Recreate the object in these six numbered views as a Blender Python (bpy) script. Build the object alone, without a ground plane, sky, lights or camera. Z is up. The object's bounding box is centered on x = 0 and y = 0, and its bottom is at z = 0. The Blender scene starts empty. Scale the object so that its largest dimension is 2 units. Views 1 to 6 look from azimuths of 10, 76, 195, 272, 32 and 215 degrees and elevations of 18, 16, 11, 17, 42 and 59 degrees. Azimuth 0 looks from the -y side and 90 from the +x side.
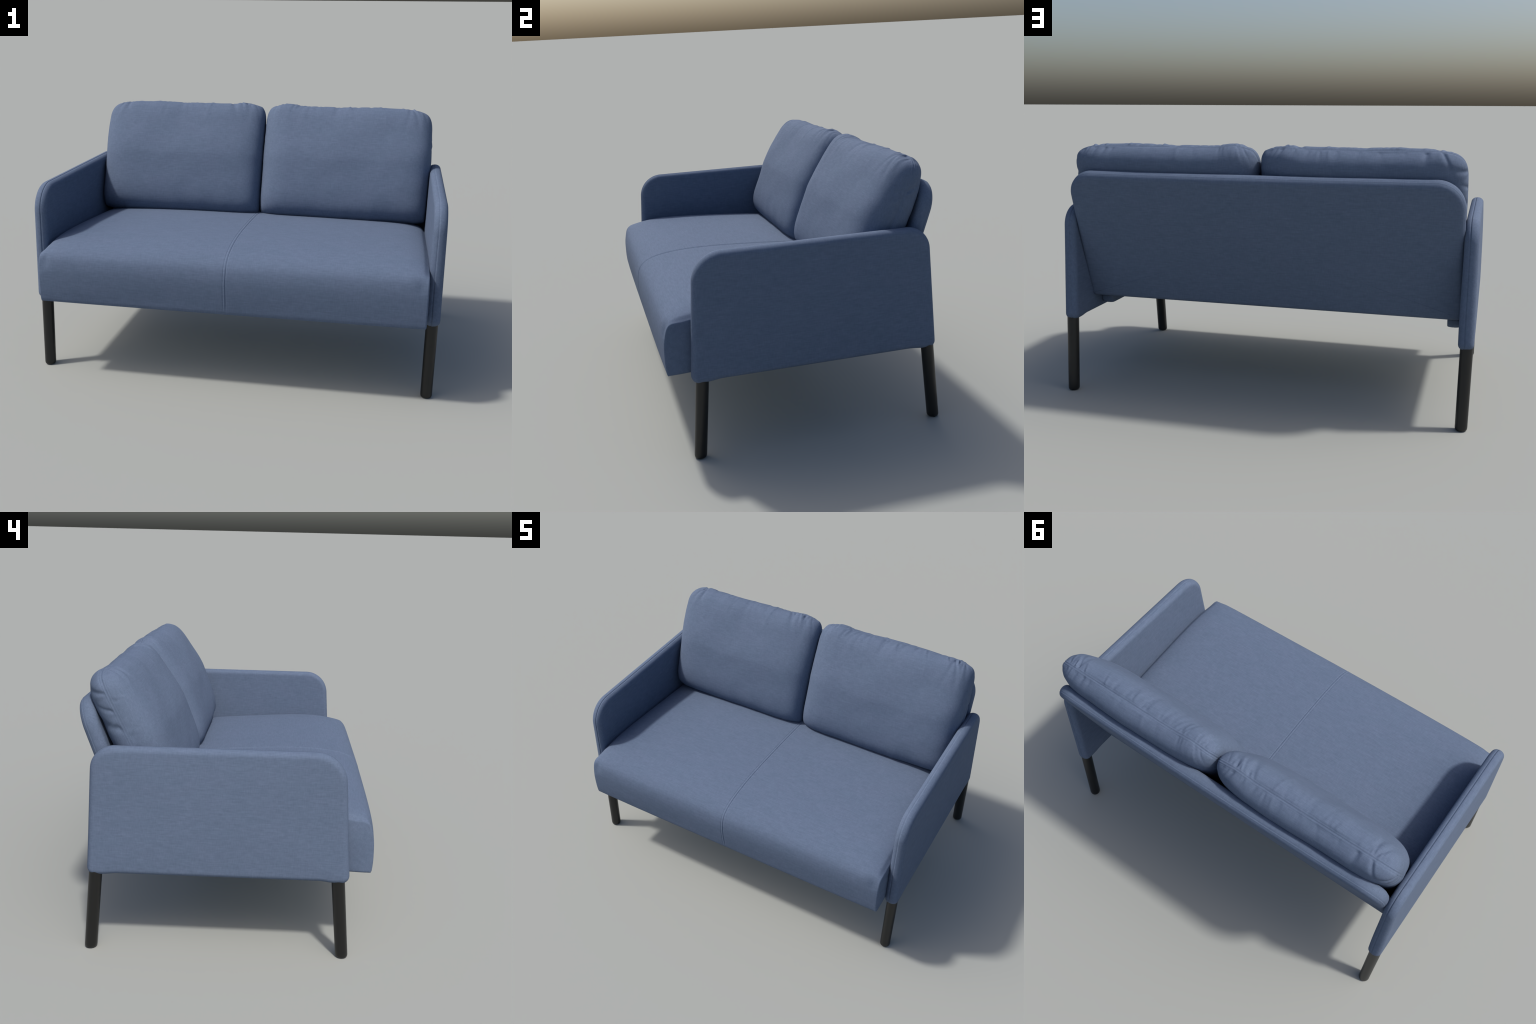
"""Two-seat upholstered sofa: slab armrests carrying four round black legs, a domed
seat, a leaning back panel and two loose back cushions with puckered seams."""
import bpy, math, random
from mathutils import Vector, noise

# ------------------------------------------------------------------ helpers
def lerp(a, b, t):
    return a + (b - a) * t

def smooth(a, b, x):
    t = min(1.0, max(0.0, (x - a) / (b - a)))
    return t * t * (3 - 2 * t)

def gauss(x, w):
    return math.exp(-(x / w) ** 2)

def spline(pts, n):
    """Catmull-Rom through 2D control points, n samples per span."""
    out = []
    for i in range(len(pts) - 1):
        p0, p1, p2, p3 = pts[max(i - 1, 0)], pts[i], pts[i + 1], pts[min(i + 2, len(pts) - 1)]
        for k in range(n):
            t = k / n
            out.append(tuple(0.5 * (2 * b + (c - a) * t + (2 * a - 5 * b + 4 * c - d) * t * t
                                    + (3 * b - a - 3 * c + d) * t ** 3)
                             for a, b, c, d in zip(p0, p1, p2, p3)))
    out.append(tuple(pts[-1]))
    return out

def interp(table, x):
    """Piecewise linear look-up in [(x, value), ...]."""
    if x <= table[0][0]:
        return table[0][1]
    for (a, fa), (b, fb) in zip(table, table[1:]):
        if x <= b:
            return lerp(fa, fb, (x - a) / (b - a))
    return table[-1][1]

def make_object(name, verts, faces, material, parent=None):
    me = bpy.data.meshes.new(name)
    me.from_pydata([tuple(v) for v in verts], [], faces)
    me.update()
    for p in me.polygons:
        p.use_smooth = True
    me.materials.append(material)
    ob = bpy.data.objects.new(name, me)
    bpy.context.scene.collection.objects.link(ob)
    if parent is not None:
        ob.parent = parent
    return ob

def rounded_outline(corners, step=0.012):
    """Closed counter-clockwise polygon with a radius per corner, evenly sampled."""
    raw = []
    n = len(corners)
    for i, (x, y, r) in enumerate(corners):
        p = Vector((x, y))
        a = Vector(corners[i - 1][:2]) - p
        b = Vector(corners[(i + 1) % n][:2]) - p
        a.normalize(); b.normalize()
        half = a.angle(b) / 2
        d = r / math.tan(half)
        c = p + (a + b).normalized() * (r / math.sin(half))
        v0, v1 = p + a * d - c, p + b * d - c
        ang0 = math.atan2(v0.y, v0.x)
        da = (math.atan2(v1.y, v1.x) - ang0 + math.pi) % (2 * math.pi) - math.pi
        k = max(6, int(abs(da) * r / 0.006))
        for j in range(k + 1):
            t = ang0 + da * j / k
            raw.append((c.x + math.cos(t) * r, c.y + math.sin(t) * r))
    out = []
    for i, p in enumerate(raw):
        q = raw[(i + 1) % len(raw)]
        d = math.dist(p, q)
        k = max(1, int(d / step))
        for j in range(k):
            out.append((lerp(p[0], q[0], j / k), lerp(p[1], q[1], j / k)))
    return out

def outline_normals(o):
    res = []
    n = len(o)
    for i in range(n):
        t = Vector(o[(i + 2) % n]) - Vector(o[i - 2])
        res.append((t.y / t.length, -t.x / t.length))
    return res

def slab(outline, front, rear, rim, seam_at, bulge_front, bulge_rear, depth_of):
    """Upholstered slab: outline in (a, b), faces at offsets front/rear, rounded rim,
    a sunken seam round the rim, soft pillow bulge. depth_of maps (a, b, offset) to 3D."""
    nrm = outline_normals(outline)
    ca = sum(p[0] for p in outline) / len(outline)
    cb = sum(p[1] for p in outline) / len(outline)
    half, mid = (rear - front) / 2, (rear + front) / 2
    rings = []                       # (inset, offset, shrink)
    inner = [0.9, 0.78, 0.62, 0.45, 0.28, 0.12]
    for s in reversed(inner):
        rings.append((rim, front - bulge_front * (1 - s ** 2.2), s))
    arc = 22
    for i in range(arc + 1):
        t = -math.pi / 2 + math.pi * i / arc
        off = mid + half * math.copysign(abs(math.sin(t)) ** 0.95, math.sin(t))
        rings.append((rim * (1 - abs(math.cos(t)) ** 0.85), off, 1.0))
    for s in inner:
        rings.append((rim, rear + bulge_rear * (1 - s ** 2.2), s))
    seam_off = lerp(front, rear, seam_at)
    # crowd three rings round the seam so the groove is crisp
    k = min(range(len(rings)), key=lambda i: abs(rings[i][1] - seam_off) + (9 if rings[i][2] < 1 else 0))
    ins = rings[k][0]
    rings[k:k + 1] = [(ins, seam_off - 0.0026, 1.0), (ins + 0.0008, seam_off, 1.0), (ins, seam_off + 0.0026, 1.0)]
    n = len(outline)
    verts, faces = [], []
    for inset, off, s in rings:
        for (a, b), (na, nb) in zip(outline, nrm):
            pa, pb = a - na * inset, b - nb * inset
            verts.append(depth_of(lerp(ca, pa, s), lerp(cb, pb, s), off))
    for r in range(len(rings) - 1):
        for i in range(n):
            j = (i + 1) % n
            faces.append((r * n + i, r * n + j, (r + 1) * n + j, (r + 1) * n + i))
    verts.append(depth_of(ca, cb, front - bulge_front)); c0 = len(verts) - 1
    verts.append(depth_of(ca, cb, rear + bulge_rear)); c1 = len(verts) - 1
    last = (len(rings) - 1) * n
    for i in range(n):
        j = (i + 1) % n
        faces.append((j, i, c0))
        faces.append((last + i, last + j, c1))
    return verts, faces

def fix_normals(ob):
    import bmesh
    bm = bmesh.new(); bm.from_mesh(ob.data)
    bmesh.ops.recalc_face_normals(bm, faces=bm.faces)
    bm.to_mesh(ob.data); bm.free()

# ---------------------------------------------------------------- materials
def fabric(name, along, base=(0.098, 0.1305, 0.199)):
    """Heathered blue plain weave; `along` is the axis (0 x, 1 y) the weft runs on."""
    m = bpy.data.materials.new(name); m.use_nodes = True
    nt = m.node_tree; N = nt.nodes; L = nt.links
    bsdf = N["Principled BSDF"]
    bsdf.inputs["Roughness"].default_value = 0.92
    bsdf.inputs["Specular IOR Level"].default_value = 0.2
    bsdf.inputs["Sheen Weight"].default_value = 0.0
    bsdf.inputs["Sheen Roughness"].default_value = 0.5
    tc = N.new("ShaderNodeTexCoord")

    def streak(scale, stretch, detail, rough=0.6):
        mp = N.new("ShaderNodeMapping")
        sc = [scale] * 3
        sc[along] = scale / stretch
        mp.inputs["Scale"].default_value = sc
        nz = N.new("ShaderNodeTexNoise")
        nz.inputs["Scale"].default_value = 1.0
        nz.inputs["Detail"].default_value = detail
        nz.inputs["Roughness"].default_value = rough
        L.new(tc.outputs["Object"], mp.inputs["Vector"])
        L.new(mp.outputs["Vector"], nz.inputs["Vector"])
        return nz.outputs["Fac"]

    def ramp(fac, lo, hi, c0, c1):
        r = N.new("ShaderNodeValToRGB")
        r.color_ramp.elements[0].position = lo
        r.color_ramp.elements[1].position = hi
        r.color_ramp.elements[0].color = (*c0, 1)
        r.color_ramp.elements[1].color = (*c1, 1)
        L.new(fac, r.inputs["Fac"])
        return r.outputs["Color"]

    def mul(a, b):
        x = N.new("ShaderNodeMix"); x.data_type = 'RGBA'; x.blend_type = 'MULTIPLY'
        x.inputs["Factor"].default_value = 1.0
        L.new(a, x.inputs["A"]); L.new(b, x.inputs["B"])
        return x.outputs["Result"]

    yarn = streak(260, 11, 3)          # slubby weft threads
    slub = streak(110, 5, 3)          # longer, softer streaks
    warp = streak(48, 1 / 6.0, 2)     # threads crossing the weft
    patch = streak(13, 1.6, 2)        # faint cloudy hue drift
    d = tuple(c * 0.99 for c in base)
    l = tuple(c * 1.01 for c in base)
    col = ramp(patch, 0.36, 0.64, (d[0] * .99, d[1] * 1.005, d[2]), (l[0] * 1.005, l[1], l[2]))
    col = mul(col, ramp(slub, 0.34, 0.66, (.972, .974, .976), (1.028, 1.026, 1.024)))
    col = mul(col, ramp(yarn, 0.30, 0.70, (.905, .91, .915), (1.095, 1.09, 1.085)))
    col = mul(col, ramp(warp, 0.30, 0.70, (.935, .935, .94), (1.065, 1.065, 1.06)))
    L.new(col, bsdf.inputs["Base Color"])
    ad = N.new("ShaderNodeMath"); ad.operation = 'ADD'
    L.new(yarn, ad.inputs[0]); L.new(warp, ad.inputs[1])
    bp = N.new("ShaderNodeBump")
    bp.inputs["Strength"].default_value = 0.22
    bp.inputs["Distance"].default_value = 0.0012
    L.new(ad.outputs[0], bp.inputs["Height"])
    L.new(bp.outputs["Normal"], bsdf.inputs["Normal"])
    return m

def plain(name, color, rough, spec=0.5):
    m = bpy.data.materials.new(name); m.use_nodes = True
    nt = m.node_tree; N = nt.nodes; L = nt.links
    b = N["Principled BSDF"]
    b.inputs["Roughness"].default_value = rough
    b.inputs["Specular IOR Level"].default_value = spec
    tc = N.new("ShaderNodeTexCoord")
    nz = N.new("ShaderNodeTexNoise")
    nz.inputs["Scale"].default_value = 60; nz.inputs["Detail"].default_value = 4
    r = N.new("ShaderNodeValToRGB")
    r.color_ramp.elements[0].position = 0.3; r.color_ramp.elements[1].position = 0.7
    r.color_ramp.elements[0].color = (*[c * 0.88 for c in color], 1)
    r.color_ramp.elements[1].color = (*[c * 1.12 for c in color], 1)
    L.new(tc.outputs["Object"], nz.inputs["Vector"])
    L.new(nz.outputs["Fac"], r.inputs["Fac"])
    L.new(r.outputs["Color"], b.inputs["Base Color"])
    return m

CLOTH_X = fabric("blue_fabric_weft_across", 0)
CLOTH_Y = fabric("blue_fabric_weft_lengthwise", 1)
METAL = plain("black_powder_coat", (0.0045, 0.0045, 0.0042), 0.38, 0.5)
RUBBER = plain("black_foot_plastic", (0.010, 0.010, 0.010), 0.6)
BOUNCE_PALE = plain("pale_bounce_underside", (0.80, 0.78, 0.72), 0.95, 0.2)  # lightened and warmed until the shade beneath the sofa is bright enough

# --------------------------------------------------------------------- root
sofa = bpy.data.objects.new("sofa", None)
bpy.context.scene.collection.objects.link(sofa)
sofa["label"] = "blue fabric two-seat sofa with two back cushions and black legs"
sofa["category"] = "sofa"

# ----------------------------------------------------------------- armrests
ARM_IN, ARM_OUT = 0.929, 0.992
arm_outline = rounded_outline([
    (-0.534, 0.356, 0.032), (0.595, 0.356, 0.032), (0.558, 0.928, 0.105), (-0.492, 0.928, 0.135)])
# the lower edge is drawn up a little between the legs
arm_outline = [(y, z + 0.006 * (smooth(-0.46, -0.40, y) * smooth(0.53, 0.46, y)) if z < 0.357 else z)
               for y, z in arm_outline]

def arm_at(side):
    def depth_of(y, z, off):
        inner = smooth(ARM_OUT, ARM_IN, off)             # inner face thickens towards the foot
        return (side * (off - 0.006 * inner * smooth(0.85, 0.45, z)), y, z)
    return depth_of

for side in (1, -1):
    v, f = slab(arm_outline, ARM_IN, ARM_OUT, 0.029, 0.38, 0.005, 0.007, arm_at(side))
    arm = make_object("armrest", v, f, CLOTH_Y, sofa)
    fix_normals(arm)

# --------------------------------------------------------------------- legs
def leg_mesh(foot, top, r0, r1):
    """Tapered round tube from foot to top with a rounded end, and its glide pad."""
    d = Vector(top) - Vector(foot)
    prof = [(0.0, 0.0), (r0 * .80, 0.0), (r0 * .93, 0.003), (r0, 0.011), (r0, 0.03), (r1, d.z)]
    n = 40
    verts, faces = [], []
    for r, h in prof:
        c = Vector(foot) + d * (h / d.z)
        for i in range(n):
            a = 2 * math.pi * i / n
            verts.append((c.x + r * math.cos(a), c.y + r * math.sin(a), c.z))
    for k in range(len(prof) - 1):
        for i in range(n):
            j = (i + 1) % n
            faces.append((k * n + i, k * n + j, (k + 1) * n + j, (k + 1) * n + i))
    return verts, faces

for side in (1, -1):
    for foot_y, top_y in ((-0.518, -0.484), (0.593, 0.557)):
        v, f = leg_mesh((side * 0.954, foot_y, 0.0), (side * (0.959 + 0.004 * top_y), top_y, 0.376), 0.0276, 0.0288)
        leg = make_object("leg", v, f, METAL, sofa)
        fix_normals(leg)

# --------------------------------------------------------------------- seat
SEAT_W = 0.922
seat_profile = spline([
    (0.360, 0.470), (0.15, 0.440), (-0.20, 0.410), (-0.50, 0.392), (-0.612, 0.388),
    (-0.631, 0.393), (-0.637, 0.43), (-0.642, 0.51), (-0.638, 0.572), (-0.620, 0.620),
    (-0.580, 0.651), (-0.520, 0.670), (-0.42, 0.683), (-0.30, 0.686), (-0.15, 0.682),
    (0.05, 0.671), (0.20, 0.659), (0.31, 0.646), (0.350, 0.62), (0.360, 0.56)], 8)

def seat_section(x):
    e = abs(x) / SEAT_W
    pts = []
    for y, z in seat_profile:
        up = smooth(0.40, 0.66, z)
        drop = lerp(0.010, 0.024, smooth(-0.55, 0.2, y)) * e ** 4 + lerp(0.022, 0.030, smooth(-0.5, 0.2, y)) * e ** 22
        drop += 0.008 * smooth(0.975, 1.0, e)
        # the boxed ends have a tighter front corner than the rolled middle
        box = e ** 10 * gauss(math.hypot(y + 0.605, z - 0.635), 0.045)
        y2 = y + 0.012 * e ** 4 * smooth(0.2, -0.6, y) * gauss(z - 0.54, 0.14) - 0.005 * box
        z2 = z - drop * up * (1 - 0.4 * box) + 0.004 * box
        # sewn seam across the middle: two stitch lines with a soft ridge between
        g = (gauss(x + 0.0105, 0.0022) * 0.7 + gauss(x - 0.0025, 0.0024)) * 0.0017 - gauss(x + 0.004, 0.004) * 0.0006
        # broad unevenness of the foam
        b = 0.003 * noise.noise(Vector((x * 2.3, y * 2.3, z * 2.3 + 4.0)))
        turn = smooth(-0.632, -0.50, y) * math.pi / 2        # surface turns from front to top
        k = (b - g) * smooth(0.40, 0.45, z) * (1.0 if (y < -0.5 or z > 0.5) else 0.0)
        k -= 0.006 * gauss(abs(x) - 0.893, 0.022) * gauss(math.hypot(y + 0.622, z - 0.605), 0.034)   # pulled corner
        y2 -= math.cos(turn) * k
        z2 += math.sin(turn) * k
        pts.append((x, y2, z2))
    return pts

xs = [-SEAT_W + 2 * SEAT_W * i / 90 for i in range(91)]
xs = [x for x in xs if abs(x) > 0.03] + [-0.026 + 0.052 * i / 52 for i in range(53)]
xs += [s * (SEAT_W - d) for s in (-1, 1) for d in (0.004, 0.010, 0.016, 0.028, 0.036, 0.044)]
xs = sorted(set(round(x, 5) for x in xs))
verts, faces = [], []
sections = [seat_section(x) for x in xs]
# small rolled edge at both ends
def shrink(sec, x, d):
    return [(x, lerp(p[1], -0.11, d / 0.5), lerp(p[2], 0.52, d / 0.13)) for p in sec]
lo, hi = sections[0], sections[-1]
sections = [shrink(lo, -SEAT_W - 0.0045, 0.008), shrink(lo, -SEAT_W - 0.003, 0.003)] + sections + \
           [shrink(hi, SEAT_W + 0.003, 0.003), shrink(hi, SEAT_W + 0.0045, 0.008)]
m = len(seat_profile)
for s in sections:
    verts += s
for k in range(len(sections) - 1):
    for i in range(m):
        j = (i + 1) % m
        faces.append((k * m + i, k * m + j, (k + 1) * m + j, (k + 1) * m + i))
faces.append(tuple(range(m)))
faces.append(tuple((len(sections) - 1) * m + i for i in reversed(range(m))))
seat = make_object("seat", verts, faces, CLOTH_X, sofa)
fix_normals(seat)

# pale panel below the seat, modelled to bounce light into the ground shadow
v, f = slab(rounded_outline([(-0.88, -0.58, 0.01), (0.88, -0.58, 0.01), (0.88, 0.34, 0.01), (-0.88, 0.34, 0.01)], 0.05),
            0.0, 0.004, 0.002, 0.5, 0.0, 0.0,
            lambda a, b, off: (a, b, 0.382 + off + 0.066 * smooth(-0.58, 0.34, b)))
cover = make_object("bounce_panel", v, f, BOUNCE_PALE, sofa)
fix_normals(cover)

# side rails of the frame under the seat
rail_outline = rounded_outline([(-0.46, 0.384, 0.012), (0.33, 0.384, 0.03), (0.33, 0.43, 0.008), (-0.46, 0.43, 0.008)], 0.03)
for side in (1, -1):
    v, f = slab(rail_outline, 0.868, 0.926, 0.006, 0.5, 0.0, 0.0, arm_at(side))
    rail = make_object("frame_rail", v, f, CLOTH_Y, sofa)
    fix_normals(rail)

# --------------------------------------------------------------- back panel
BACK_LEAN = 0.348
BACK_FOOT = Vector((0, 0.3755, 0.448))
back_dir = Vector((0, BACK_LEAN, 1)).normalized()
back_nrm = Vector((0, 1, -BACK_LEAN)).normalized()      # towards the rear
back_outline = rounded_outline([
    (-0.938, 0.0, 0.03), (0.938, 0.0, 0.03), (0.929, 0.692, 0.125), (-0.929, 0.692, 0.125)], 0.014)

def back_at(a, b, off):
    e = abs(a) / 0.93
    lift = 0.010 * (1 - e ** 2) * smooth(0.0, 0.6, b)
    p = BACK_FOOT + back_dir * b + back_nrm * (off + lift)
    return (a, p.y, p.z)

v, f = slab(back_outline, -0.036, 0.034, 0.030, 0.72, 0.002, 0.004, back_at)
back = make_object("backrest", v, f, CLOTH_X, sofa)
fix_normals(back)

# ----------------------------------------------------------------- cushions
def cushion(side, seed):
    """Loose back cushion: two swollen sheets joined at a seam that runs round the rim,
    gathered into small puckers along the top seam and folds at the upper corners."""
    rnd = random.Random(seed)
    NU, NV = 260, 200
    cx, hw = side * 0.467, 0.4655
    # seam sheet, bottom to top, in (y, z)
    spine = [(-1.0, (0.277, 0.631)), (-0.1, (0.393, 0.925)), (0.7, (0.492, 1.137)), (1.0, (0.531, 1.217))]
    spine_y = [(a, p[0]) for a, p in spine]
    spine_z = [(a, p[1]) for a, p in spine]
    ny, nz = -math.cos(math.radians(22)), math.sin(math.radians(22))

    def f(t, p, q):
        return max(0.0, 1 - abs(t) ** p) ** (1 / q)

    def place(u, v, front):
        # outline: rectangle with soft upper corners, a little narrower at the foot
        su = u * (1 - (0.060 if v > 0 else 0.018) * abs(v) ** 9)
        sv = v * (1 - ((0.095 if u * side > 0 else 0.040) if v > 0 else 0.030) * abs(u) ** 11)
        width = hw * lerp(0.980 if u * side > 0 else 1.004, 1.0, smooth(-1.0, 0.3, v))
        swell = f(u, 8 if v > 0 else 8 + 4 * v * v, 2.5) * (f(v, 7, 2.2) if v > 0 else f(v, 7, 2.3))
        if front:
            h = 0.122 * swell * lerp(1.0, 0.78, smooth(-0.1, 1.0, v)) + 0.014 * (1 - u * u) * (1 - v * v) * lerp(1.0, 0.5, smooth(-0.3, 0.7, v))
        else:
            taper = f(u, 5, 2.2) / max(1e-6, f(u, 8 if v > 0 else 8 + 4 * v * v, 2.5))
            h = -0.107 * swell * lerp(1.0, taper, 0.6 * smooth(0.3, 0.9, v))
        # the seam sits in a shallow groove between two rows of stitching
        g = 0.0022 * gauss(h, 0.0035) + 0.0009 * gauss(abs(h) - 0.010, 0.0026)
        su *= 1 - g / hw
        sv *= 1 - g / 0.3
        x = cx + su * width
        y, z = interp(spine_y, sv), interp(spine_z, sv)
        z -= 0.010 * (1 - abs(u) ** 2) * smooth(0.5, 1, -v)
        z += 0.010 * gauss(abs(u) - 0.78, 0.15) * smooth(0.6, 1.0, v) * (1.3 if u * side < 0 else 0.2)
        return (x, y + ny * h, z + nz * h)

    # gathers: position along the seam, half width, length, signed depth, slant
    def gathers(n, lo, hi, clump, depth, reach=1.0):
        out = []
        for _ in range(n):
            t = rnd.uniform(lo, hi)
            corner = rnd.random() < clump
            if corner:
                t = math.copysign(rnd.uniform(0.62, 0.93), rnd.uniform(-1, 1))
            a = rnd.uniform(0.15, 1.0) * depth * (1.05 if corner else 1.0)
            out.append((t, rnd.uniform(0.0045, 0.010), rnd.uniform(0.025, 0.09) * reach, -a if rnd.random() < 0.7 else a * 0.8,
                        rnd.uniform(-0.3, 0.3)))
        return out
    top = {True: gathers(44, -0.95, 0.95, 0.45, 0.0048, 1.6), False: gathers(34, -0.95, 0.95, 0.55, 0.0040, 1.0)}
    flank = {True: gathers(7, -0.1, 0.9, 0.0, 0.0024), False: gathers(5, 0.1, 0.9, 0.0, 0.0085, 1.4)}
    foot = gathers(8, -0.9, 0.9, 0.4, 0.0030)

    def relief(u, v, d_top, d_side, d_foot, front):
        d = 0.0
        for t, w, ln, amp, sl in top[front]:
            if d_top < 2.2 * ln:
                d += amp * gauss((u - t) * hw - sl * d_top, w * (0.9 + 11 * d_top)) * \
                    smooth(0.0, 0.012, d_top) * math.exp(-(d_top / ln) ** 2)
        outer = 1.0 if u * side > 0 else 0.45
        for t, w, ln, amp, sl in flank[front]:
            if d_side < 2.5 * ln:
                d += amp * outer * gauss((v - t) * 0.31 - 3.6 * sl * d_side, w * (1.6 + 14 * d_side)) * \
                    smooth(0.0, 0.015, d_side) * math.exp(-(d_side / (1.2 * ln)) ** 2)
        if front:
            for t, w, ln, amp, sl in foot:
                if d_foot < 2.5 * ln:
                    d += amp * gauss((u - t) * hw - 2 * sl * d_foot, w * (1.4 + 12 * d_foot)) * \
                        smooth(0.0, 0.02, d_foot) * math.exp(-(d_foot / (1.3 * ln)) ** 2)
        q = Vector((u * hw * 3.4 + seed, v * 1.15, 3.1 if front else 7.7))
        d += 0.0075 * noise.noise(q) + 0.0018 * noise.noise(q * 2.9) + 0.0002 * noise.noise(q * 8.0)
        return d * smooth(0.0, 0.02, min(d_top, d_side, d_foot))

    def grid(n):
        out = []
        for i in range(n + 1):
            t = -1 + 2 * i / n
            out.append(math.copysign(1 - (1 - abs(t)) ** 2.1, t) if abs(t) < 1 else t)
        return out
    us, vs = grid(NU), grid(NV)
    verts, faces, index, info = [], [], {}, []
    for sheet in (True, False):
        tops = [Vector(place(u, 1.0, sheet)) for u in us]
        feet = [Vector(place(u, -1.0, sheet)) for u in us]
        ends = [[Vector(place(e, v, sheet)) for v in vs] for e in (-1.0, 1.0)]
        for i, u in enumerate(us):
            for j, v in enumerate(vs):
                border = i in (0, NU) or j in (0, NV)
                key = (i, j) if border else (i, j, sheet)
                if key not in index:
                    index[key] = len(verts)
                    p = Vector(place(u, v, sheet))
                    verts.append(p)
                    info.append((u, v, (p - tops[i]).length, min((p - ends[0][j]).length, (p - ends[1][j]).length),
                                 (p - feet[i]).length, sheet, border))
    for sheet in (True, False):
        def vid(i, j):
            return index[(i, j)] if (i in (0, NU) or j in (0, NV)) else index[(i, j, sheet)]
        for i in range(NU):
            for j in range(NV):
                q = (vid(i, j), vid(i + 1, j), vid(i + 1, j + 1), vid(i, j + 1))
                faces.append(q if sheet else q[::-1])
    ob = make_object("cushion", verts, faces, CLOTH_X, sofa)
    fix_normals(ob)
    normals = [v.normal.copy() for v in ob.data.vertices]
    for vert, n, (u, v, dt, ds, df, sheet, border) in zip(ob.data.vertices, normals, info):
        if not border:
            vert.co += n * relief(u, v, dt, ds, df, sheet)
    ob.data.update()
    return ob

cushion(1, 11)
cushion(-1, 23)
